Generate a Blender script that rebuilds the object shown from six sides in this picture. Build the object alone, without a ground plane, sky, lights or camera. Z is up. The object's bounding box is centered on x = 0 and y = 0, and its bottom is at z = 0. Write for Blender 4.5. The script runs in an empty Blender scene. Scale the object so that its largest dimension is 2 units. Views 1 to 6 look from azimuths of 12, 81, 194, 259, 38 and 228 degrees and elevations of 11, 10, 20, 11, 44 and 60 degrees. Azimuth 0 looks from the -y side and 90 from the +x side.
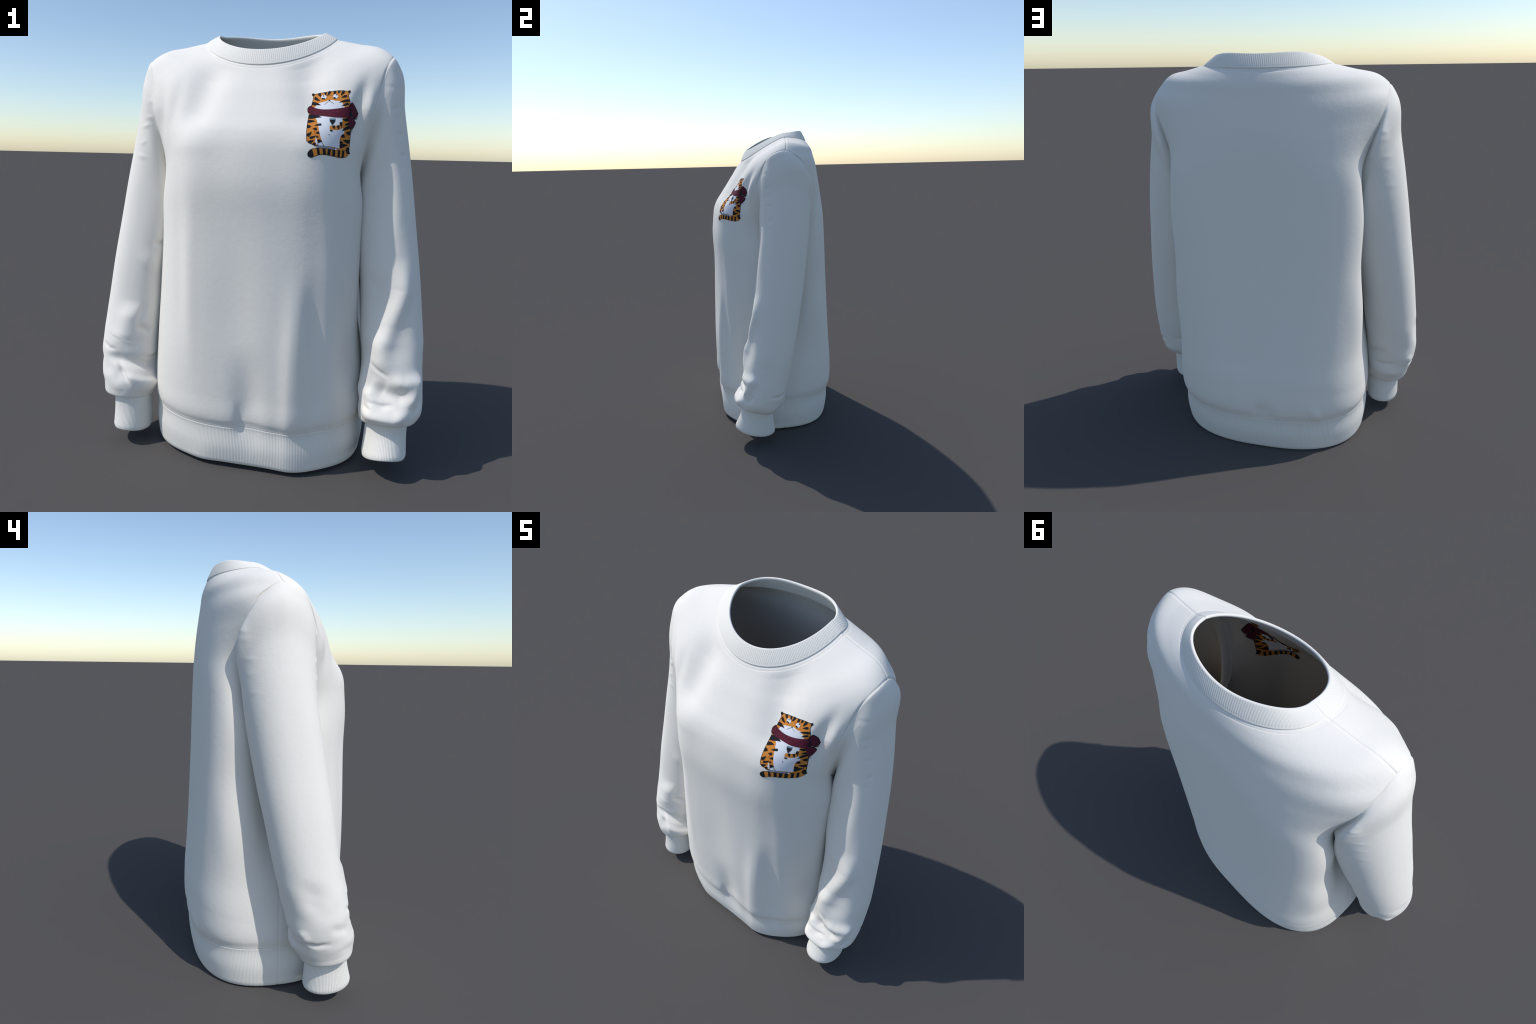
import bpy, math
import numpy as np
from mathutils import Vector
from mathutils.bvhtree import BVHTree

rng = np.random.default_rng(7)

# ------------------------------------------------------------------ helpers
def hermite(tk, V, t, d0=None):
    """Non-uniform Catmull-Rom through rows V at parameters tk."""
    tk = np.asarray(tk, float); V = np.asarray(V, float); t = np.asarray(t, float)
    n = len(tk)
    D = np.zeros_like(V)
    for i in range(n):
        if i == 0: D[i] = (V[1]-V[0])/(tk[1]-tk[0])
        elif i == n-1: D[i] = (V[-1]-V[-2])/(tk[-1]-tk[-2])
        else:
            a = tk[i]-tk[i-1]; b = tk[i+1]-tk[i]
            D[i] = ((V[i]-V[i-1])/a*b + (V[i+1]-V[i])/b*a)/(a+b)
    if d0 is not None: D[0] = d0
    k = np.clip(np.searchsorted(tk, t, side='right')-1, 0, n-2)
    h = tk[k+1]-tk[k]; u = (t-tk[k])/h
    sh = (len(t),)+(1,)*(V.ndim-1)
    u = u.reshape(sh); h = h.reshape(sh)
    return ((2*u**3-3*u**2+1)*V[k] + (u**3-2*u**2+u)*h*D[k]
            + (-2*u**3+3*u**2)*V[k+1] + (u**3-u**2)*h*D[k+1])

def sstep(a, b, x):
    u = np.clip((x-a)/(b-a), 0, 1)
    return u*u*(3-2*u)

def grid_normals(P, wrap):
    """P[rows, cols, 3] -> unit normals, outward for our winding."""
    if wrap:
        du = np.roll(P, -1, 1)-np.roll(P, 1, 1)
    else:
        du = np.gradient(P, axis=1)
    dv = np.gradient(P, axis=0)
    N = np.cross(du, dv)
    return N/np.maximum(np.linalg.norm(N, axis=2, keepdims=True), 1e-9)

def stroke(A, B, pts, width, amp, taper=0.25, skew=0.0):
    """Soft ridge/valley (amp) of half-width `width` along polyline pts in the
    metric chart (A, B).  skew>0 sharpens one side of the ridge."""
    p = np.asarray(pts, float)
    seg = np.linalg.norm(np.diff(p, axis=0), axis=1); L = seg.sum(); acc = 0
    best = np.full(A.shape, 1e9); out = np.zeros(A.shape)
    for i in range(len(seg)):
        d = p[i+1]-p[i]; l = seg[i]
        ux = (A-p[i, 0])*d[0]/l + (B-p[i, 1])*d[1]/l
        sd = -(A-p[i, 0])*d[1]/l + (B-p[i, 1])*d[0]/l
        uc = np.clip(ux, 0, l)
        dist = np.hypot(ux-uc, sd)
        w = width*np.where(sd > 0, 1-skew, 1+skew)
        s = (acc+uc)/L
        env = np.minimum(1, np.minimum(s, 1-s)/max(taper, 1e-3))
        env = np.clip(env, 0, 1) if taper > 0 else np.ones_like(env)
        env = env*env*(3-2*env)
        val = np.exp(-(dist/w)**2)*env
        upd = dist < best
        best = np.where(upd, dist, best); out = np.where(upd, val, out)
        acc += l
    return amp*out

def mesh_obj(name, V, F, mat, parent=None, smooth=True):
    me = bpy.data.meshes.new(name)
    me.from_pydata([tuple(v) for v in V], [], F)
    me.update()
    if smooth:
        me.polygons.foreach_set('use_smooth', [True]*len(me.polygons))
    ob = bpy.data.objects.new(name, me)
    bpy.context.scene.collection.objects.link(ob)
    me.materials.append(mat)
    if parent is not None:
        ob.parent = parent
    return ob

def quads(r, c, wrap):
    cc = c if wrap else c-1
    i = np.arange(r-1)[:, None]; j = np.arange(cc)[None, :]
    a = i*c+j; b = i*c+(j+1) % c
    return np.stack([a, b, b+c, a+c], -1).reshape(-1, 4)

# ------------------------------------------------------------------ torso surface
# One closed ring per row, from the hem (0) over the shoulders to the neck (14):
# row, zfront, zside, zback, halfwidth, yside, yfront, yback, nfront, nback, zpower, side dent
RINGS = np.array([
    (0.0, 0.024, 0.010, 0.001, .512, .000, -.377, .366, 2.50, 2.6, 1.5, .000),
    (0.5, 0.108, 0.110, 0.090, .524, .000, -.390, .382, 2.42, 2.6, 1.5, .000),
    (1.0, 0.207, 0.212, 0.194, .520, .000, -.390, .386, 2.40, 2.7, 1.5, .000),
    (1.3, 0.245, 0.252, 0.242, .528, .000, -.402, .400, 2.40, 2.8, 1.5, .000),
    (2.0, 0.360, 0.360, 0.390, .526, .000, -.405, .402, 2.40, 3.0, 1.5, .004),
    (3.0, 0.550, 0.550, 0.550, .512, .000, -.406, .388, 2.40, 3.3, 1.5, .016),
    (4.0, 0.780, 0.780, 0.780, .505, .005, -.403, .370, 2.25, 3.7, 1.5, .060),
    (5.0, 1.030, 1.030, 1.030, .502, .010, -.400, .355, 2.10, 4.0, 1.5, .085),
    (6.0, 1.250, 1.230, 1.250, .508, .015, -.398, .345, 2.04, 4.1, 1.5, .092),
    (7.0, 1.420, 1.400, 1.430, .510, .020, -.388, .337, 2.00, 4.0, 1.5, .088),
    (8.0, 1.510, 1.560, 1.560, .538, .025, -.366, .332, 2.02, 3.0, 1.5, .030),
    (9.0, 1.580, 1.710, 1.672, .585, .030, -.324, .323, 2.05, 2.38, 1.4, .000),
    (10., 1.640, 1.812, 1.756, .598, .030, -.285, .311, 2.06, 2.22, 1.35, .000),
    (11., 1.692, 1.864, 1.815, .562, .030, -.252, .303, 2.12, 2.1, 1.3, .000),
    (12., 1.732, 1.906, 1.862, .500, .045, -.224, .297, 2.10, 2.05, 1.3, .000),
    (13., 1.768, 1.925, 1.902, .406, .060, -.200, .284, 2.05, 2.0, 1.3, .000),
    (14., 1.803, 1.949, 1.932, .303, .075, -.178, .270, 2.00, 2.0, 1.3, .000),
])

def torso_pts(th, row):
    """theta 0 = front centre, +90 deg = +x side, 180 = back; any matching shapes"""
    sh = np.shape(th)
    q = hermite(RINGS[:, 0], RINGS[:, 1:], np.ravel(row))
    zf, zs, zb, w, ys, yf, yb, nf, nb, zp, dent = [a.reshape(sh) for a in q.T]
    s, c = np.sin(th), np.cos(th)
    # blend the two exponents smoothly through the side
    k = sstep(-.5, .5, -c); n = nf*(1-k)+nb*k
    x = w*np.sign(s)*np.abs(s)**(2/n)
    g = np.abs(c)**(2/n)
    y = ys+np.where(c > 0, yf-ys, yb-ys)*g
    z = zs+np.where(c > 0, zf-zs, zb-zs)*np.abs(c)**zp
    x = x-np.sign(s)*dent*np.exp(-((y-.02)/.12)**2)*sstep(.2, .4, np.abs(x))
    return np.stack([x, y, z], -1)

# ------------------------------------------------------------------ armhole seam
# closed seam curve on the +x side: shoulder point, down the front, underarm, up the back
SEAM = np.array([
    (.563, .028, 1.858), (.560, -.030, 1.848), (.547, -.074, 1.822), (.528, -.102, 1.780),
    (.515, -.126, 1.725), (.505, -.150, 1.660), (.494, -.165, 1.605), (.477, -.158, 1.525),
    (.456, -.140, 1.420), (.438, -.090, 1.325), (.424, .010, 1.275), (.430, .085, 1.315),
    (.446, .140, 1.410), (.466, .166, 1.510), (.493, .171, 1.585), (.519, .169, 1.656),
    (.536, .162, 1.705), (.550, .154, 1.750), (.557, .131, 1.790), (.561, .098, 1.820),
    (.563, .063, 1.845)])

def closed(pts, m):
    p = np.vstack([pts[-3:], pts, pts[:4]])
    d = np.concatenate([[0], np.cumsum(np.linalg.norm(np.diff(p, axis=0), axis=1))])
    a, b = d[3], d[3+len(pts)]
    return hermite(d, p, np.linspace(a, b, m, endpoint=False))

NPHI = 240
LOOP = closed(SEAM, NPHI)            # runs top -> front -> underarm -> back

# locate the seam on the torso (theta,row) by a small Gauss-Newton search
g_t = np.linspace(.6, 2.6, 160); g_r = np.linspace(5, 12, 200)
GT, GR = np.meshgrid(g_t, g_r)
GP = torso_pts(GT, GR).reshape(-1, 3)
LP = np.zeros((NPHI, 2))
for i, p in enumerate(LOOP):
    k = np.argmin(((GP-p)**2).sum(1)); LP[i] = GT.flat[k], GR.flat[k]
for _ in range(6):
    e = 1e-3
    B0 = torso_pts(LP[:, 0], LP[:, 1])
    Jt = (torso_pts(LP[:, 0]+e, LP[:, 1])-B0)/e
    Jr = (torso_pts(LP[:, 0], LP[:, 1]+e)-B0)/e
    r = LOOP-B0
    a = (Jt*Jt).sum(1); b = (Jt*Jr).sum(1); c = (Jr*Jr).sum(1)
    u = (Jt*r).sum(1); v = (Jr*r).sum(1); det = a*c-b*b+1e-9
    LP[:, 0] += .6*np.clip((c*u-b*v)/det, -.1, .1)
    LP[:, 1] += .6*np.clip((a*v-b*u)/det, -.3, .3)
# light smoothing of the parameter curve
for _ in range(4):
    LP = (np.roll(LP, 1, 0)+2*LP+np.roll(LP, -1, 0))/4
LOFF = LOOP-torso_pts(LP[:, 0], LP[:, 1])
PC = np.array([LP[:, 0].mean(), (LP[:, 1].min()+LP[:, 1].max())/2])
SCL = np.array([1.0, .28])           # param aspect, for polar angles
ang = np.unwrap(np.arctan2((LP[:, 1]-PC[1])*SCL[1], (LP[:, 0]-PC[0])*SCL[0]))
if ang[-1] < ang[0]: order = np.argsort(ang)
else: order = np.argsort(ang)
rad = np.hypot((LP[:, 1]-PC[1])*SCL[1], (LP[:, 0]-PC[0])*SCL[0])
a_s = np.mod(ang[order], 2*math.pi); o2 = np.argsort(a_s)
A_S = a_s[o2]; R_S = rad[order][o2]; L_S = LOOP[order][o2]
A_E = np.concatenate([A_S[-1:]-2*math.pi, A_S, A_S[:1]+2*math.pi])
R_E = np.concatenate([R_S[-1:], R_S, R_S[:1]]); L_E = np.vstack([L_S[-1:], L_S, L_S[:1]])

def warp(P, side):
    """pull the torso so that it carries the seam exactly"""
    m = (P[..., 0]*side > .3) & (P[..., 2] > 1.05)
    Q = P[m]*np.array([side, 1, 1])
    out = Q.copy(); base = torso_pts(LP[:, 0], LP[:, 1])[::3]; off = LOFF[::3]
    for s in range(0, len(Q), 20000):
        q = Q[s:s+20000]
        d2 = ((q[:, None]-base[None])**2).sum(2)
        w = np.exp(-d2/(2*.035**2)); W = w.sum(1, keepdims=True)
        fall = np.exp(-d2.min(1)/(2*.07**2))[:, None]
        out[s:s+20000] = q+(w@off)/(W+1e-12)*fall
    P = P.copy(); P[m] = out*np.array([side, 1, 1])
    return P

# outward direction along the seam: away from the middle of the shirt, tilted up
_c = torso_pts(LP[:, 0], LP[:, 1])
_n = np.cross(torso_pts(LP[:, 0]+.01, LP[:, 1])-_c, torso_pts(LP[:, 0], LP[:, 1]+.05)-_c)
LNORM = _n/np.linalg.norm(_n, axis=1, keepdims=True)
if (LNORM*(_c-np.array([0, 0, 1.5]))).sum() < 0: LNORM = -LNORM

def COMMON(S):
    out = np.zeros(S.shape); m = np.zeros(S.shape[:2], bool)
    for side in (1, -1):
        sel = hole & (S[..., 0]*side > 0)
        q = S[sel]*np.array([side, 1, 1])
        k = ((q[:, None]-LOOP[None, ::2])**2).sum(2).argmin(1)
        out[sel] = LNORM[::2][k]*np.array([side, 1, 1])
    return out

def seam_dist(P, side):
    m = (P[..., 0]*side > .3) & (P[..., 2] > 1.05)
    d = np.full(P.shape[:-1], 9.)
    Q = P[m]*np.array([side, 1, 1]); o = np.zeros(len(Q))
    for s in range(0, len(Q), 20000):
        o[s:s+20000] = np.sqrt(((Q[s:s+20000, None]-LOOP[None])**2).sum(2).min(1))
    d[m] = o
    return d

# ------------------------------------------------------------------ drapery of the torso
# (polyline in x,z ; half width ; height ; end taper ; skew)
FRONT_FOLDS = [
    ([(.035, .00), (.03, .20), (.02, .36), (.0, .62)], .070, -.024, .5, 0),     # centre dip over the hem
    ([(-.012, .14), (-.016, .23), (-.024, .36)], .026, -.010, .5, .3),           # sharp tuck beside it
    ([(-.02, .2), (-.04, .8), (-.06, 1.40)], .105, -.012, .5, 0),               # long soft valley
    ([(-.17, .0), (-.20, .30), (-.23, .7), (-.26, 1.35)], .085, .007, .45, 0),
    ([(.20, -.1), (.205, .30), (.205, .60), (.215, 1.0)], .050, .014, .40, .2),
    ([(.235, -.20), (.23, .20)], .11, .019, .5, 0), ([(-.2, -.15), (-.2, .16)], .07, .008, .5, 0),    # lower right ridge
    ([(.34, .05), (.310, .33), (.290, .60), (.266, .98)], .042, -.019, .40, .2),  # valley beside it
    ([(.295, 1.52), (.335, 1.05), (.370, .50)], .046, .017, .45, 0),             # ridge from the bust
    ([(.42, 1.05), (.455, .65), (.46, .38), (.42, .02)], .055, -.028, .5, 0),    # pressed in by the arm
    ([(.220, 1.74), (.250, 1.60)], .080, -.026, 0, 0), ([(-.220, 1.74), (-.250, 1.60)], .080, -.026, 0, 0),
    ([(-.24, 1.30), (.24, 1.30)], .10, .006, 0, 0),
    ([(-.240, 1.42), (-.250, .90), (-.245, .35)], .032, .0045, .4, 0), ([(-.315, 1.45), (-.310, 1.0), (-.300, .50)], .032, -.005, .4, 0),
    ([(.468, 1.80), (.450, 1.71), (.432, 1.62), (.425, 1.44)], .030, -.022, .5, 0),          # pull towards the armhole
    ([(.484, 1.74), (.470, 1.60), (.455, 1.46)], .018, .008, .5, 0),
    ([(-.463, 1.78), (-.44, 1.62), (-.432, 1.44)], .030, -.012, .5, 0),
    ([(-.345, 1.79), (-.36, 1.66), (-.38, 1.48)], .030, -.006, .5, 0),
]
BACK_FOLDS = [
    ([(-.485, 1.05), (-.49, .76), (-.485, .50)], .045, .013, .5, 0),             # pouch on the flank
    ([(.485, 1.05), (.49, .80), (.485, .55)], .045, .008, .5, 0),
    ([(-.10, .255), (.0, .25), (.06, .26)], .045, -.009, .45, 0),
    ([(-.33, .26), (-.25, .24)], .050, .005, .45, 0),
    ([(.12, .3), (.10, .9)], .10, -.004, .4, 0),
]
def torso_folds(P):
    x, y, z = P[..., 0], P[..., 1], P[..., 2]
    fr = sstep(.0, -.12, y); bk = sstep(.0, .12, y)
    d = np.zeros(x.shape)
    for pts, w, a, tp, sk in FRONT_FOLDS:
        d += fr*stroke(x, z, pts, w, a, tp, sk)
    # bust: fullest at 1.42 m, the cloth hangs almost straight below it
    zz = [.10, .55, .80, 1.0, 1.2, 1.30, 1.40, 1.45, 1.50, 1.56, 1.62, 1.70]
    ff = [.0, .24, .46, .62, .76, .86, .98, 1.03, .84, .46, .16, 0]
    lift = hermite(zz, ff, np.clip(z, .10, 1.70).ravel()).reshape(z.shape)*((z > .10) & (z < 1.70))
    xc = np.interp(z, [.5, 1.45], [.300, .262])
    d += fr*.032*lift*np.exp(-((np.abs(x)-xc)/.112)**2)
    for pts, w, a, tp, sk in BACK_FOLDS:
        d += bk*stroke(x, z, pts, w, a, tp, sk)
    return d

# ------------------------------------------------------------------ materials
def cloth(name, col, grain, scale, tint=.03):
    m = bpy.data.materials.new(name); m.use_nodes = True
    nt = m.node_tree; b = nt.nodes['Principled BSDF']; L = nt.links.new
    b.inputs['Roughness'].default_value = .92
    b.inputs['Specular IOR Level'].default_value = .15
    tc = nt.nodes.new('ShaderNodeTexCoord')
    no = nt.nodes.new('ShaderNodeTexNoise'); no.inputs['Scale'].default_value = scale
    no.inputs['Detail'].default_value = 4; no.inputs['Roughness'].default_value = .65
    big = nt.nodes.new('ShaderNodeTexNoise'); big.inputs['Scale'].default_value = 40
    big.inputs['Detail'].default_value = 3
    mx = nt.nodes.new('ShaderNodeMix'); mx.data_type = 'RGBA'
    mx.inputs['A'].default_value = (*[c*(1-tint) for c in col], 1)
    mx.inputs['B'].default_value = (*[min(1, c*(1+tint)) for c in col], 1)
    bu = nt.nodes.new('ShaderNodeBump'); bu.inputs['Strength'].default_value = grain
    bu.inputs['Distance'].default_value = .003
    L(tc.outputs['Object'], no.inputs['Vector']); L(tc.outputs['Object'], big.inputs['Vector'])
    L(no.outputs['Fac'], mx.inputs['Factor']); L(mx.outputs['Result'], b.inputs['Base Color'])
    ad = nt.nodes.new('ShaderNodeMath'); ad.operation = 'MULTIPLY_ADD'
    L(big.outputs['Fac'], ad.inputs[0]); ad.inputs[1].default_value = 1.2
    L(no.outputs['Fac'], ad.inputs[2])
    L(ad.outputs[0], bu.inputs['Height']); L(bu.outputs['Normal'], b.inputs['Normal'])
    return m

M_FLEECE = cloth('white_fleece', (.820, .788, .730), .19, 210)
M_INSIDE_DARKENED = cloth('fleece_inside_darkened', (.58, .55, .50), .16, 210)
M_RIB = cloth('ribbed_knit', (.792, .768, .712), .10, 300)

root = bpy.data.objects.new('sweatshirt', None)
bpy.context.scene.collection.objects.link(root)
root['label'] = 'white oversized crew neck sweatshirt with a striped tiger chest print'
root['category'] = 'sweatshirt'

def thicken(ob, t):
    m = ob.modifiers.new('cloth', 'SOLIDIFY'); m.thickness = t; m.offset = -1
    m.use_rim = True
    ob.data.materials.append(M_INSIDE_DARKENED); m.material_offset = 1; m.material_offset_rim = 0
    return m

def theta_grid(C):
    t = np.linspace(0, 2*math.pi, C, endpoint=False)
    return np.where(t > math.pi, t-2*math.pi, t)

def even_theta(row, C):
    """angles that space columns evenly by arc length on one ring"""
    t = np.linspace(-math.pi, math.pi, 6001)
    p = torso_pts(t, np.full(t.shape, row))
    d = np.concatenate([[0], np.cumsum(np.linalg.norm(np.diff(p, axis=0), axis=1))])
    return np.interp(np.linspace(0, d[-1], C, endpoint=False), d, t), d[-1]

# ------------------------------------------------------------------ torso mesh
C = 760
th, _ = even_theta(6.0, C)
rows = np.concatenate([np.linspace(1.0, 2, 60, endpoint=False), np.linspace(2, 7, 210, endpoint=False), np.linspace(7, 14, 230)])
TH, RW = np.meshgrid(th, rows)
P = torso_pts(TH, RW)
hole = np.zeros(TH.shape, bool); SN = P.copy()
for side in (1, -1):
    P = warp(P, side)
    du = (TH*side-PC[0])*SCL[0]; dv = (RW-PC[1])*SCL[1]
    r = np.hypot(du, dv); a = np.mod(np.arctan2(dv, du), 2*math.pi)
    ins = (r < np.interp(a, A_E, R_E)) & (np.abs(TH*side-PC[0]) < 1.2)
    hole |= ins
    snap = np.stack([np.interp(a, A_E, L_E[:, k]) for k in range(3)], -1)*np.array([side, 1, 1])
    SN = np.where(ins[..., None], snap, SN)
N = grid_normals(P, True)
N = np.where((N*P).sum(2)[..., None].mean() < 0, -N, N)
d = torso_folds(P)
arc = np.zeros(TH.shape)
arc[:-1] = np.cumsum(np.linalg.norm(np.diff(P, axis=0), axis=2)[::-1], axis=0)[::-1]   # distance to neck
sd = np.minimum(seam_dist(P, 1), seam_dist(P, -1))
fade = .35+.65*sstep(1.50, 1.68, P[..., 2])
groove = -.0030*fade*np.exp(-(sd/.0045)**2)
d = d*sstep(0, .03, sd)*sstep(0, .06, arc)
groove += -.0010*np.exp(-((arc-.020)/.0028)**2)
shoulder = (RW > 10.9) & (np.abs(P[..., 0]) > .25)
tw = np.abs(P[..., 1]-np.interp(RW, RINGS[:, 0], RINGS[:, 5]))
groove += -.0035*np.exp(-(tw/.0045)**2)*shoulder
side_s = (RW < 6.5)*sstep(1.0, 1.05, RW)
groove += -.0020*np.exp(-(tw/.004)**2)*side_s*(np.abs(P[..., 0]) > .2)
P = P+N*(d+groove)[..., None]
P = np.where(hole[..., None], SN-COMMON(SN)*(.0030*fade)[..., None], P)
F = quads(len(rows), C, True)
F = F[~hole.reshape(-1)[F].all(axis=1)]
used = np.unique(F); remap = -np.ones(P.size//3, int); remap[used] = np.arange(len(used))
torso_ob = mesh_obj('torso', P.reshape(-1, 3)[used], remap[F].tolist(), M_FLEECE, root)
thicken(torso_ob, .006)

# ------------------------------------------------------------------ ribbed hem band
def rib(arcpos, pitch):
    c = np.cos(2*math.pi*arcpos/pitch)
    return np.sign(c)*np.abs(c)**.7

def band(rows_pts, arcpos, pitch, amp, thick, flip=False, top=0):
    """ribbed band: rows_pts[R, C, 3] from top to bottom; closed tube section with a
    rounded bottom fold and an inner layer"""
    n = grid_normals(rows_pts, True)
    if flip: n = -n
    R_ = len(rows_pts)
    v = np.linspace(0, 1, R_)[:, None]
    h = -.0045*np.exp(-(v/.10)**2)*top + .0012*np.exp(-((v-.20)/.10)**2)*top - .004*sstep(.93, 1.0, v)
    ribs = amp*rib(arcpos, pitch)[None, :]*sstep(.02, .06, v)*sstep(1.0, .96, v)
    out = rows_pts+n*(h+ribs)[..., None]
    inn = rows_pts-n*(thick+.4*ribs)[..., None]
    mid = (out[-1]+inn[-1])/2
    dn = rows_pts[-1]-rows_pts[-2]; dn /= np.linalg.norm(dn, axis=1, keepdims=True)
    return np.concatenate([out, (mid+dn*thick*.35)[None], inn[::-1]])

NR = 440; CH = NR*6
th_h, per = even_theta(.6, CH)
hr = np.concatenate([np.linspace(1.04, .94, 10, endpoint=False), np.linspace(.94, 0.0, 26)])
TH_, RW_ = np.meshgrid(th_h, hr)
H = torso_pts(TH_, RW_)
HN = -grid_normals(H, True)
H = H+HN*torso_folds(H)[..., None]
H = H-HN*(.0022*np.exp(-((H[..., 1]-0.)/.0035)**2)*(np.abs(H[..., 0]) > .3))[..., None]
Hs = band(H, np.arange(CH)/6., 1.0, .0003, .010, flip=True, top=1)
mesh_obj('hem_band', Hs.reshape(-1, 3), quads(len(Hs), CH, True)[:, ::-1].tolist(), M_RIB, root)

# ------------------------------------------------------------------ sleeves and cuffs
# x_out, x_in, y_front, y_back, z_out, z_in, z_front, z_back
ARM = [
    (.597, .426, -.130, .194, 1.802, 1.255, 1.600, 1.610),
    (.623, .422, -.133, .184, 1.630, 1.215, 1.45, 1.46),
    (.652, .420, -.135, .170, 1.470, 1.160, 1.33, 1.33),
    (.678, .430, -.150, .150, 1.310, 1.080, 1.20, 1.20),
    (.705, .448, -.172, .125, 1.120, 0.970, 1.06, 1.04),
    (.735, .475, -.200, .090, .910, .820, .88, .86),
    (.757, .487, -.222, .055, .720, .680, .72, .68),
    (.773, .500, -.250, .022, .560, .540, .57, .53),
    (.779, .505, -.278, -.010, .430, .420, .45, .40),
]
CUFF_END = {
    1: [(.780, .500, -.298, -.040, .330, .330, .36, .30),
        (.770, .498, -.308, -.066, .278, .275, .305, .250),
        (.745, .515, -.306, -.088, .244, .235, .272, .228),
        (.724, .537, -.298, -.102, .238, .226, .262, .222)],
    -1: [(.762, .505, -.300, -.040, .330, .330, .35, .295),
         (.749, .506, -.312, -.068, .272, .268, .290, .238),
         (.738, .520, -.304, -.092, .236, .232, .250, .206),
         (.700, .520, -.297, -.109, .234, .230, .246, .204)]}
CUFF = {
    1: [(.722, .538, -.297, -.103, .238, .226, .262, .222),
        (.722, .534, -.306, -.099, .175, .165, .205, .155),
        (.726, .526, -.346, -.088, .086, .072, .122, .070)],
    -1: [(.698, .522, -.296, -.110, .234, .230, .246, .204),
         (.698, .522, -.303, -.104, .156, .156, .172, .136),
         (.701, .522, -.323, -.098, .066, .060, .086, .058)]}

def arm_ring(row, c, s, n, ease=0.):
    xo, xi, yf, yb, zo, zi, zf, zb = row
    xo += .004*ease; xi -= .002*ease; yf -= .007*ease; yb += .003*ease
    cc = np.sign(c)*np.abs(c)**(2/n); ss = np.sign(s)*np.abs(s)**(2/n)
    x = (xo+xi)/2+(xo-xi)/2*cc
    y = (yf+yb)/2+(yb-yf)/2*ss
    z = (zo+zi)/2+(zo-zi)/2*cc+(zb-zf)/2*ss+((zf+zb)/2-(zo+zi)/2)*(1-cc**2)
    return np.stack([x, y, z], -1)

# loop parameter -> phi: 0 = shoulder/outer, runs to the front, then inner, then back
PHI = np.linspace(0, 2*math.pi, NPHI, endpoint=False)
cphi, sphi = np.cos(PHI), -np.sin(PHI)
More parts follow.
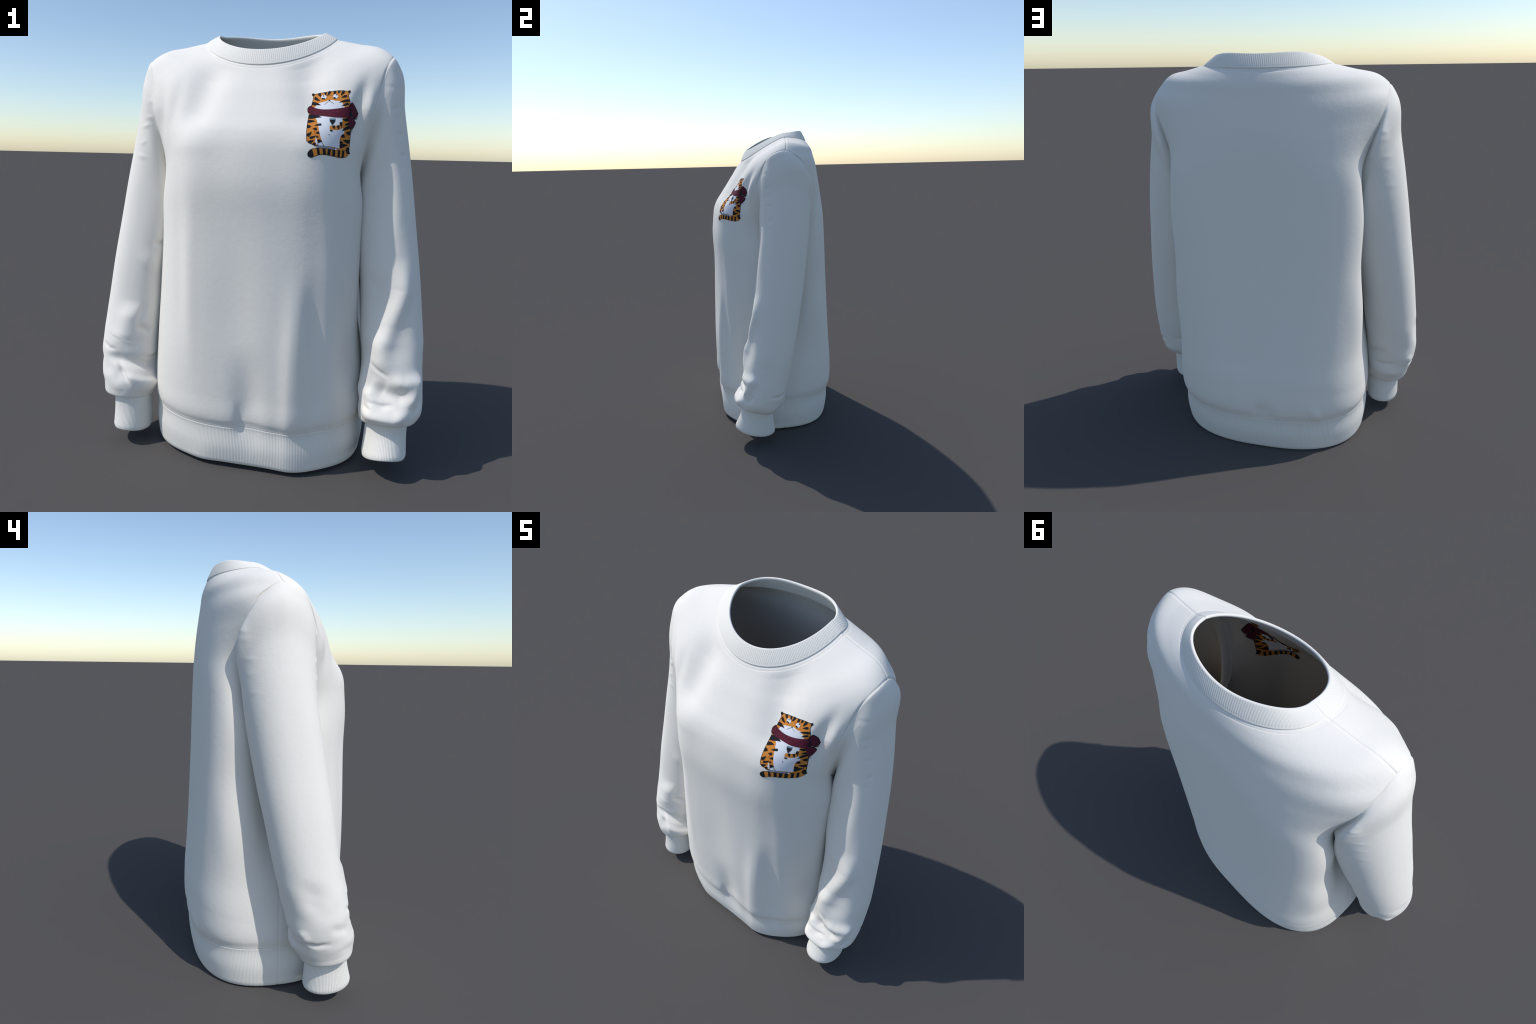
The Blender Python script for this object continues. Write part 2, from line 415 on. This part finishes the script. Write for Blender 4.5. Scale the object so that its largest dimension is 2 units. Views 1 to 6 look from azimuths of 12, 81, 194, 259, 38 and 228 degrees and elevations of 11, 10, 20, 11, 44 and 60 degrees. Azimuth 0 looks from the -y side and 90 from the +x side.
# (polyline in phi,z ; half width ; height ; taper ; skew).  phi 90 = front, 180 = inner
def ripples(phi0, phi1, z0, z1, k, amp, seed):
    g = np.random.default_rng(seed); out = []
    for z in np.linspace(z0, z1, k):
        z = z+g.uniform(-.012, .012); a = phi0+g.uniform(-5, 5); b = phi1+g.uniform(-5, 5)
        out.append(([(a, z), (b, z+g.uniform(-.02, .02))], .010, amp*g.uniform(.5, 1.2), .5, 0))
    return out
SLEEVE_FOLDS = {
    -1: [([(155, .985), (116, .993)], .014, -.009, .4, 0),
         ([(135, .93), (105, .88)], .050, .006, .4, 0),
         ([(150, .545), (132, .572), (113, .597)], .015, -.014, .35, .3),
         ([(128, .72), (119, .63), (114, .58)], .016, -.007, .4, 0),
         ([(106, .72), (98, .60), (94, .53), (84, .48)], .052, .020, .35, 0),
         ([(55, .452), (80, .440), (108, .425), (140, .402), (195, .362)], .026, -.024, .25, -.2),
         ([(88, .375), (112, .350), (145, .318), (205, .285)], .030, .024, .25, .2),
         ([(84, .430), (94, .385), (108, .335), (114, .305)], .011, -.013, .45, 0),
         ([(62, .39), (80, .335), (100, .285)], .030, .005, .35, 0),
         ([(50, .405), (22, .415), (0, .43)], .024, -.005, .35, 0),
         ([(75, .345), (25, .335), (-20, .310)], .026, .005, .4, 0),
         ([(-50, .420), (-42, .38), (-48, .33)], .022, .008, .3, 0),
         ([(-8, .66), (-16, .55), (-10, .46)], .040, -.007, .4, 0),
         ([(200, .45), (235, .43), (270, .46)], .03, -.010, .4, 0),
         ([(128, .452), (160, .425), (198, .432)], .011, -.009, .4, 0), ([(40, .505), (66, .482), (90, .478)], .011, -.006, .4, 0),
         ([(-60, .36), (-25, .345), (8, .362)], .012, -.008, .4, 0), ([(225, .37), (262, .36), (292, .375)], .012, -.008, .4, 0),
         ([(215, .32), (265, .30), (310, .30)], .03, .008, .4, 0)]
        + ripples(290, 325, 1.42, 1.74, 6, .0014, 3) + ripples(48, 80, 1.40, 1.72, 6, .0028, 4),
    1: [([(48, 1.70), (56, 1.45), (68, 1.15), (70, .98)], .030, .006, .3, 0),
        ([(64, 1.0), (66, .85), (90, .71), (108, .60), (110, .47)], .034, .018, .25, 0),
        ([(112, .93), (106, .82), (118, .70)], .035, -.009, .35, 0),
        ([(128, .43), (100, .405), (78, .400), (56, .415)], .034, -.024, .30, 0),
        ([(104, .47), (70, .455), (28, .475)], .030, .014, .35, 0),
        ([(152, .300), (111, .306), (84, .302), (50, .325)], .030, .026, .28, 0),
        ([(66, .345), (52, .40), (34, .50)], .024, .012, .30, 0),
        ([(130, .385), (122, .352)], .024, .015, 0, 0),
        ([(142, .335), (120, .325)], .010, -.008, .35, 0),
        ([(175, .33), (152, .41), (134, .55)], .030, .014, .35, 0),
        ([(114, .70), (113, .58), (112, .46)], .075, .014, .35, 0),
        ([(88, .78), (78, .62), (72, .46)], .060, -.009, .45, 0),
        ([(200, .30), (260, .29), (330, .30)], .03, .007, .4, 0),
        ([(138, .362), (106, .352), (80, .362)], .011, -.010, .4, 0), ([(50, .405), (36, .36), (46, .31)], .012, -.008, .4, 0),
        ([(94, .475), (118, .505), (132, .54)], .010, -.007, .4, 0), ([(195, .39), (235, .37), (275, .385)], .013, -.008, .4, 0),
        ([(-70, .37), (-35, .35), (0, .365)], .012, -.007, .4, 0),
        ([(20, .62), (10, .50), (20, .42)], .045, -.006, .4, 0)]
        + ripples(28, 52, 1.38, 1.70, 6, -.0030, 5),
}
def sleeve_grid(side):
    NN = [1.72, 1.88, 2.05]+[2.2]*20
    R = np.array([LOOP]+[arm_ring(r, cphi, sphi, k, 1.) for r, k in zip(ARM+CUFF_END[side][:-1], NN)]+[arm_ring(CUFF_END[side][-1], cphi, sphi, 2.2)])
    # same fraction of the way round on every ring
    for i in range(1, len(R)):
        q = np.vstack([R[i], R[i][:1]])
        d = np.concatenate([[0], np.cumsum(np.linalg.norm(np.diff(q, axis=0), axis=1))])
        R[i] = np.stack([np.interp(PHI/(2*math.pi)*d[-1], d, q[:, k]) for k in range(3)], -1)
    # every lengthwise thread is its own chord-length spline
    seg = np.diff(R, axis=0); h = np.linalg.norm(seg, axis=2, keepdims=True)
    sl = seg/h; D = np.zeros_like(R)
    D[1:-1] = (sl[:-1]*h[1:]+sl[1:]*h[:-1])/(h[1:]+h[:-1]); D[-1] = sl[-1]
    # leave the seam along the torso surface on the shoulder, along the chord at the underarm
    q = LP+.06*(PC-LP)
    into = torso_pts(q[:, 0], q[:, 1])-torso_pts(LP[:, 0], LP[:, 1])
    into /= np.linalg.norm(into, axis=1, keepdims=True)
    w = (.75*sstep(1.56, 1.78, LOOP[:, 2]))[:, None]
    D[0] = sl[0]*(1-w)+into*w
    out = []
    for k in range(len(seg)):
        m = 64 if k == 0 else max(10, int(h[k].mean()/.0045))
        for u in np.linspace(0, 1, m, endpoint=(k == len(seg)-1)):
            out.append((2*u**3-3*u**2+1)*R[k]+(u**3-2*u**2+u)*h[k]*D[k]
                       + (-2*u**3+3*u**2)*R[k+1]+(u**3-u**2)*h[k]*D[k+1])
    return np.array(out)

for side in (1, -1):
    S = sleeve_grid(side)
    n = grid_normals(S, True)
    cen = S.mean(axis=1, keepdims=True)
    if ((S-cen)*n)[150].sum() < 0: n = -n
    arc0 = np.zeros(S.shape[:2]); arc0[1:] = np.cumsum(np.linalg.norm(np.diff(S, axis=0), axis=2), axis=0)
    k0 = np.exp(-(arc0/.0045)**2)
    fd = .35+.65*sstep(1.50, 1.68, LOOP[:, 2])
    n = n*(1-k0[..., None])+LNORM[None]*k0[..., None]
    g = -.0030*fd[None]*k0
    A_ = np.broadcast_to(PHI[None, :]*.135, S.shape[:2]); B_ = S[..., 2]
    dd = np.zeros(S.shape[:2])
    for pts, w, a, tp, sk in SLEEVE_FOLDS[side]:
        pp = [(math.radians(p)*.135, z) for p, z in pts]
        for off in (-2*math.pi*.135, 0, 2*math.pi*.135):
            dd += stroke(A_+off, B_, pp, w, a, tp, sk)
    g_ = np.random.default_rng(11 if side > 0 else 12)      # crumple towards the cuff
    for _ in range(14):
        kz = g_.uniform(12, 42); kp = g_.integers(1, 5); p0, p1 = g_.uniform(0, 6.28, 2)
        dd += (.0014 if side > 0 else .0008)*np.sin(kp*PHI[None, :]+p0+1.5*np.sin(kz*.5*B_))*np.sin(kz*B_+p1)*sstep(.75, .34, B_)
    dd *= sstep(0, .04, arc0)*sstep(0, .03, arc0[-1:]-arc0)
    S = S+n*(g+dd)[..., None]
    S[..., 0] *= side
    f = quads(len(S), NPHI, True)
    if side < 0: f = f[:, ::-1]
    ob = mesh_obj('sleeve', S.reshape(-1, 3), f.tolist(), M_FLEECE, root)
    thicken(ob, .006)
    # cuff
    NC = 100; CC = NC*6
    ph = np.linspace(0, 2*math.pi, CC, endpoint=False)
    K = hermite([0, .5, 1], np.array([arm_ring(r, np.cos(ph), -np.sin(ph), 2.1) for r in CUFF[side]]), np.linspace(0, 1, 26))
    nn = grid_normals(K, True)
    fl = ((K-K.mean(axis=1, keepdims=True))*nn).sum() < 0
    Ks = band(K, np.arange(CC)/6., 1.0, .0005, .009, flip=fl)
    Ks[..., 0] *= side
    f = quads(len(Ks), CC, True)
    if side > 0: f = f[:, ::-1]
    mesh_obj('cuff', Ks.reshape(-1, 3), f.tolist(), M_RIB, ob)

# ------------------------------------------------------------------ collar
CK = 1600
th_k, _ = even_theta(14.0, CK)
n0 = torso_pts(th_k, np.full(CK, 14.0))
def neck_ring(w, ys, yf, yb, n, zf, zs, zb, zp):
    s, c = np.sin(th_k), np.cos(th_k)
    g = np.abs(c)**(2/n)
    return np.stack([w*np.sign(s)*np.abs(s)**(2/n), ys+np.where(c > 0, yf-ys, yb-ys)*g,
                     zs+np.where(c > 0, zf-zs, zb-zs)*np.abs(c)**zp], -1)
rim = neck_ring(.247, .085, -.145, .240, 2.0, 1.872, 1.979, 1.993, 1.3)
rim[:, 2] += .009*(np.cos(th_k) < 0)*np.sin(2*th_k)**2
bv = rim-n0
tang = np.roll(n0, -1, 0)-np.roll(n0, 1, 0)
kn = np.cross(tang, bv); kn /= np.linalg.norm(kn, axis=1, keepdims=True)
if kn[CK//2, 1] > 0: kn = -kn
prof = [(-.02, -.004), (-.03, .001), (-.015, .0042), (.03, .0042), (.12, .0040)]
prof += [(u, .0040+.0012*math.sin(math.pi*u)) for u in np.linspace(.16, .88, 20)]
prof += [(.93, .0042), (.975, .0030), (.99, .000), (.985, -.004), (.94, -.0065)]
prof += [(u, -.008) for u in np.linspace(.86, -.02, 12)]
prof = np.array(prof)
K = n0[None]+bv[None]*prof[:, 0][:, None, None]+kn[None]*prof[:, 1][:, None, None]
wt = sstep(.02, .10, prof[:, 0])*sstep(1.0, .93, prof[:, 0])*np.where(prof[:, 1] > 0, 1, -.6)
join = np.exp(-((K[..., 1]-.08)/.003)**2)
K = K+kn[None]*(wt[:, None]*(.0003*rib(K[..., 0], .0085)-.0025*join))[..., None]
mesh_obj('collar', K.reshape(-1, 3), quads(len(K), CK, True).tolist(), M_RIB, root)

# ------------------------------------------------------------------ chest print
# The drawing is laid out on a 1400 x 1560 sheet (u right, v down) and placed on the
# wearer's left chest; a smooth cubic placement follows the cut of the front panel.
PX = [0.32934, 0.10614, 0.01075, -0.00038, -0.00432, -0.00129, 0.00039, 0.00166, 0.00138, -0.00107]
PZ = [1.55314, 0.00354, -0.13201, 0.00179, 0.00126, 0.00212, 0.00139, -0.00127, -0.00287, -0.00032]
def place(u, v):
    a = (u-700)/500; b = (v-800)/600
    m = np.array([1, a, b, a*a, a*b, b*b, a**3, a*a*b, a*b*b, b**3])
    return float(m@np.array(PX)), float(m@np.array(PZ))

BV = BVHTree.FromPolygons([v.co for v in torso_ob.data.vertices], [p.vertices for p in torso_ob.data.polygons])

def smooth_outline(pts, k=6):
    """closed Catmull-Rom through the points; a repeated point is a sharp corner"""
    p = np.array(pts, float); n = len(p); out = []
    for i in range(n):
        a, b, c, d = p[i-1], p[i], p[(i+1) % n], p[(i+2) % n]
        if np.allclose(b, c): continue
        for t in np.arange(k)/k:
            out.append(.5*((2*b)+(c-a)*t+(2*a-5*b+4*c-d)*t*t+(-a+3*b-3*c+d)*t**3))
    return np.array(out)

def grow(poly, r):
    e = np.roll(poly, -1, 0)-np.roll(poly, 1, 0)
    n = np.stack([e[:, 1], -e[:, 0]], 1); n /= np.linalg.norm(n, axis=1, keepdims=True)+1e-9
    area = (poly[:, 0]*np.roll(poly[:, 1], -1)-poly[:, 1]*np.roll(poly[:, 0], -1)).sum()
    return poly+n*r*(1 if area > 0 else -1)

from mathutils.geometry import delaunay_2d_cdt
def film(polys, level, inner=False, step=16):
    """triangulate outlines, drape them on the cloth, lift by `level` print layers"""
    V, F = [], []
    for poly in polys:
        lo, hi = poly.min(0), poly.max(0)
        pts = [Vector(p) for p in poly]
        if (hi-lo).min() > step*1.5:
            gx, gy = np.meshgrid(np.arange(lo[0]+step/2, hi[0], step), np.arange(lo[1]+step/2, hi[1], step))
            g = np.stack([gx.ravel(), gy.ravel()], 1)
            x0, y0 = poly[:, 0], poly[:, 1]; x1, y1 = np.roll(x0, -1), np.roll(y0, -1)
            cr = ((y0[None] > g[:, 1:]) != (y1[None] > g[:, 1:])) & \
                 (g[:, :1] < (x1-x0)[None]*(g[:, 1:]-y0[None])/((y1-y0)[None]+1e-12)+x0[None])
            g = g[cr.sum(1) % 2 == 1]
            pts += [Vector(p) for p in g]
        vv, _, ff, *_ = delaunay_2d_cdt(pts, [], [list(range(len(poly)))], 1, 1e-4)
        base = len(V)
        for q in vv:
            x, z = place(q[0], q[1])
            loc, n, _, _ = BV.ray_cast(Vector((x, -1, z)), Vector((0, 1, 0)))
            if n.y > 0: n = -n
            off = (-.0066-level*.0003) if inner else (.0005+level*.0003)
            V.append(loc+n*off)
        F += [tuple(base+i for i in f) for f in ff]
    return V, F

def ink(name, col, speck=None):
    m = bpy.data.materials.new(name); m.use_nodes = True
    nt = m.node_tree; b = nt.nodes['Principled BSDF']; L = nt.links.new
    b.inputs['Roughness'].default_value = .8; b.inputs['Specular IOR Level'].default_value = .2
    tc = nt.nodes.new('ShaderNodeTexCoord'); no = nt.nodes.new('ShaderNodeTexNoise')
    no.inputs['Scale'].default_value = 240; no.inputs['Detail'].default_value = 3
    L(tc.outputs['Object'], no.inputs['Vector'])
    rp = nt.nodes.new('ShaderNodeValToRGB')
    rp.color_ramp.elements[0].position = .38; rp.color_ramp.elements[1].position = .62
    rp.color_ramp.elements[0].color = (*(speck or [c*.88 for c in col]), 1)
    rp.color_ramp.elements[1].color = (*col, 1)
    L(no.outputs['Fac'], rp.inputs['Fac']); L(rp.outputs['Color'], b.inputs['Base Color'])
    return m
INK_ORANGE = ink('orange_ink', (.69, .25, .043))
INK_BLACK = ink('black_ink', (.014, .015, .018))
INK_WHITE = ink('white_ink', (.76, .775, .82), (.73, .745, .79))
INK_WINE = ink('wine_ink', (.145, .017, .037), (.055, .010, .020))
INK_GREY = ink('grey_ink', (.30, .34, .42))
INK_SLATE = ink('slate_ink', (.16, .24, .32))

def leaf(a, b, w, bend=0.):
    """tapered fur stripe, blunt at a and pointed at b"""
    a = np.array(a, float); b = np.array(b, float); d = b-a; L = np.hypot(*d)
    n = np.array([-d[1], d[0]])/L
    t = np.array([0, .12, .35, .65, .88, 1.0]); h = np.array([.44, .56, .58, .36, .14, 0])*w
    c = a+d*t[:, None]+n*(bend*4*t*(1-t))[:, None]
    return smooth_outline(np.vstack([c+n*h[:, None], (c-n*h[:, None])[::-1][1:]]), 3)

def disc(c, rx, ry, rot=0., k=20):
    t = np.linspace(0, 2*math.pi, k, endpoint=False); r = math.radians(rot)
    x, y = rx*np.cos(t), ry*np.sin(t)
    return np.stack([c[0]+x*math.cos(r)-y*math.sin(r), c[1]+x*math.sin(r)+y*math.cos(r)], 1)

def line(a, b, w):
    a = np.array(a, float); b = np.array(b, float); d = b-a; n = np.array([-d[1], d[0]])/np.hypot(*d)*w/2
    m = (a+b)/2+n*1.2
    return np.array([a+n*.5, m+n*.3, b+n*.5, b-n*.5, m-n*1.3, a-n*.5])

coat = smooth_outline([(345, 275), (400, 265), (540, 238), (700, 215), (850, 203), (955, 212), (1000, 225),
    (985, 290), (1003, 370), (1012, 440), (990, 520), (985, 640), (1000, 760), (1012, 900), (1012, 1010), (1002, 1130),
    (985, 1270), (960, 1300), (880, 1305), (760, 1285), (700, 1258), (560, 1222), (420, 1210), (365, 1205), (330, 1186), (265, 1155), (222, 1115),
    (222, 980), (236, 800), (262, 640), (300, 500), (330, 400), (345, 330)])
tail = smooth_outline([(234, 1362), (262, 1310), (320, 1276), (420, 1263), (530, 1268), (650, 1286), (770, 1298), (870, 1300), (945, 1290),
    (985, 1310), (980, 1365), (940, 1412), (870, 1432), (780, 1420), (670, 1396), (560, 1376), (450, 1376), (370, 1402), (300, 1426), (250, 1408)])
ears = [disc((338, 275), 26, 26), disc((1003, 218), 24, 26)]
face = smooth_outline([(362, 520), (395, 465), (450, 425), (530, 405), (590, 388), (635, 370), (700, 374), (760, 388), (835, 394),
    (878, 430), (900, 478), (922, 515), (800, 535), (560, 548), (420, 540)])
belly = smooth_outline([(372, 660), (402, 750), (430, 860), (452, 980), (486, 1100), (526, 1206), (640, 1226), (740, 1245), (815, 1255),
    (816, 1130), (842, 1030), (905, 975), (885, 880), (880, 740), (860, 690), (640, 680)])
gap = smooth_outline([(386, 1062), (374, 1150), (398, 1192), (420, 1180), (405, 1110)])
forearm = smooth_outline([(900, 705), (868, 770), (838, 815), (770, 842), (700, 846), (655, 845), (634, 880), (650, 915), (720, 926), (800, 920), (860, 898), (930, 880), (975, 800), (975, 710)])
scarf = smooth_outline([(236, 545), (258, 500), (298, 484), (370, 520), (500, 545), (640, 545), (780, 532), (900, 514), (985, 500), (1016, 560), (1005, 640), (975, 690), (840, 695), (700, 690), (560, 672), (420, 660), (320, 640), (250, 606)])
end_a = smooth_outline([(1000, 500), (1058, 425), (1058, 425), (1105, 500), (1160, 622), (1160, 622), (1098, 722), (1098, 722), (1058, 668), (1005, 630)])
end_b = smooth_outline([(975, 670), (1048, 695), (1112, 790), (1112, 790), (1070, 872), (1020, 912), (1020, 912), (998, 850)])
bowl = smooth_outline([(634, 712), (634, 712), (748, 712), (748, 712), (738, 770), (708, 812), (694, 838), (678, 838), (664, 808), (640, 768)])
liquid = smooth_outline([(640, 742), (640, 742), (742, 742), (742, 742), (732, 775), (704, 808), (690, 830), (680, 830), (668, 804), (646, 770)])

stripes = [leaf(*s) for s in [
    ((440, 250), (478, 318), 46, -4), ((562, 228), (575, 296), 36, 3), ((655, 212), (596, 300), 40, 0), ((745, 205), (718, 282), 40, 0),
    ((825, 200), (790, 252), 34, 0), ((905, 203), (848, 292), 44, 0), ((362, 330), (466, 384), 44, 6), ((312, 438), (478, 466), 50, -8),
    ((958, 298), (852, 328), 36, 4), ((1003, 382), (812, 420), 38, 8), ((988, 442), (862, 488), 36, 6),
    ((250, 682), (486, 692), 72, -14), ((238, 772), (376, 766), 44, -6), ((484, 826), (352, 848), 34, 4), ((226, 862), (302, 864), 52, 0),
    ((402, 908), (328, 908), 40, 0), ((222, 1030), (310, 958), 50, 8), ((448, 974), (380, 986), 36, 0), ((272, 1072), (392, 1026), 36, 8),
    ((392, 1050), (436, 1056), 28, 0), ((248, 1150), (348, 1112), 44, 4), ((416, 1130), (500, 1128), 56, 0), ((332, 1190), (390, 1164), 40, 0),
    ((988, 728), (866, 724), 56, -12), ((992, 815), (906, 838), 38, 4), ((1008, 868), (858, 948), 52, 10), ((1012, 988), (930, 972), 62, 0),
    ((858, 1020), (918, 1062), 56, 0), ((1004, 1140), (882, 1106), 60, -8), ((822, 1152), (888, 1160), 44, 0), ((818, 1228), (968, 1204), 62, -10),
    ((988, 1262), (926, 1298), 56, 0), ((846, 780), (858, 880), 40, 6), ((790, 842), (806, 922), 38, 0), ((704, 846), (730, 912), 40, 0)]]
bands = []
for x0, x1, w in [(295, 258, 0), (412, 436, 46), (524, 532, 52), (622, 616, 52), (716, 700, 50), (800, 790, 42), (878, 872, 40), (952, 990, 60)]:
    if w == 0:
        bands.append(smooth_outline([(234, 1362), (262, 1310), (316, 1278), (316, 1278), (345, 1405), (345, 1405), (300, 1426), (250, 1408)]))
    else:
        i = int(np.argmin(np.abs(tail[:len(tail)//2, 0]-x0))); j = len(tail)//2+int(np.argmin(np.abs(tail[len(tail)//2:, 0]-x1)))
        t, b_ = tail[i], tail[j]; h = np.array([w/2, 0])
        bands.append(np.array([t-h, t, t+h, (t+b_)/2+h*1.05, b_+h, b_, b_-h, (t+b_)/2-h*.95]))
marks = [smooth_outline([(618, 370), (618, 370), (656, 370), (656, 370), (636, 394)], 2), line((632, 388), (540, 458), 7), line((640, 388), (720, 442), 7),
    line((637, 284), (662, 286), 7), line((672, 284), (692, 282), 7), disc((627, 1012), 10, 9),
    smooth_outline([(640, 930), (660, 922), (690, 936), (688, 950), (650, 950)]), line((430, 1150), (422, 1216), 9), line((486, 1140), (530, 1212), 9),
    line((422, 1216), (530, 1216), 9), line((712, 1290), (732, 1246), 9), line((732, 1246), (764, 1262), 8), line((330, 880), (330, 915), 6), line((362, 930), (368, 985), 7),
    line((920, 1000), (958, 1050), 6), line((372, 1195), (425, 1216), 8)]
pupils = [disc((530, 298), 14, 11), smooth_outline([(490, 338), (520, 334), (560, 346), (540, 360), (508, 356)]), disc((772, 279), 14, 11), smooth_outline([(708, 330), (730, 322), (762, 338), (740, 352), (718, 348)])]
fringe = [leaf((1010+i*9, 905-i*22), (1044+i*9, 978-i*22), 9, 0) for i in range(5)] + [leaf((1112+i*10, 715-i*20), (1132+i*11, 738-i*22), 12, 0) for i in range(4)]
fold = smooth_outline([(1000, 505), (1020, 515), (1034, 580), (1040, 660), (1020, 690), (1004, 640), (1008, 570)])

# (name, outlines, ink, print layer)
PRINT = [
    ('print_outline', [grow(coat, 11), grow(tail, 10), grow(scarf, 9), grow(end_a, 11), grow(end_b, 11)], INK_BLACK, 0),
    ('tiger_coat', [coat], INK_ORANGE, 1),
    ('tiger_ear', ears, INK_BLACK, 2),
    ('tiger_muzzle', [face], INK_WHITE, 2),
    ('tiger_belly', [belly, gap, smooth_outline([(436, 1150), (484, 1146), (524, 1210), (428, 1212)])], INK_WHITE, 2),
    ('belly_shade', [smooth_outline([(365, 1216), (440, 1222), (560, 1226), (700, 1256), (700, 1285), (560, 1256), (420, 1250)])], INK_GREY, 3),
    ('tiger_forearm', [forearm], INK_ORANGE, 3),
    ('fur_stripes', stripes, INK_BLACK, 4),
    ('tiger_tail', [tail], INK_ORANGE, 4),
    ('tail_bands', bands, INK_BLACK, 5),
    ('tiger_eye', [disc((533, 320), 50, 42, -10), disc((750, 308), 48, 42, -35), smooth_outline([(722, 1285), (736, 1254), (758, 1266), (764, 1292)])], INK_WHITE, 5),
    ('pupils', pupils, INK_BLACK, 6),
    ('ink_marks', marks, INK_BLACK, 6),
    ('glass', [bowl], INK_SLATE, 5),
    ('drink', [liquid], INK_BLACK, 6),
    ('scarf_print', [scarf, end_a], INK_WINE, 6),
    ('scarf_tail', [end_b], INK_WINE, 5),
    ('scarf_fringe', fringe, INK_BLACK, 5),
    ('scarf_fold', [fold], INK_BLACK, 7),
]
chest = None
for nm, polys, mat, lev in PRINT:
    v, f = film(polys, lev)
    ob = mesh_obj('chest_print' if nm == 'tiger_coat' else nm, v, f, mat, root, smooth=True)
    if nm == 'tiger_coat': chest = ob
    ob['piece'] = nm
    if len(polys) > 4: ob['kind'] = 'stuff'
for ob in list(root.children):
    if 'piece' in ob.keys():
        del ob['piece']
        if ob is not chest: ob.parent = chest
# the ink shows through on the inside of the front panel
rv, rf, rm, mats = [], [], [], []
for nm, polys, mat, lev in PRINT:
    v, f = film(polys, lev, inner=True, step=26)
    if mat not in mats: mats.append(mat)
    b0 = len(rv); rv += v; rf += [tuple(b0+i for i in q) for q in f]; rm += [mats.index(mat)]*len(f)
back = mesh_obj('print_reverse', rv, rf, mats[0], chest)
for m in mats[1:]: back.data.materials.append(m)
back.data.polygons.foreach_set('material_index', rm)
back['kind'] = 'stuff'
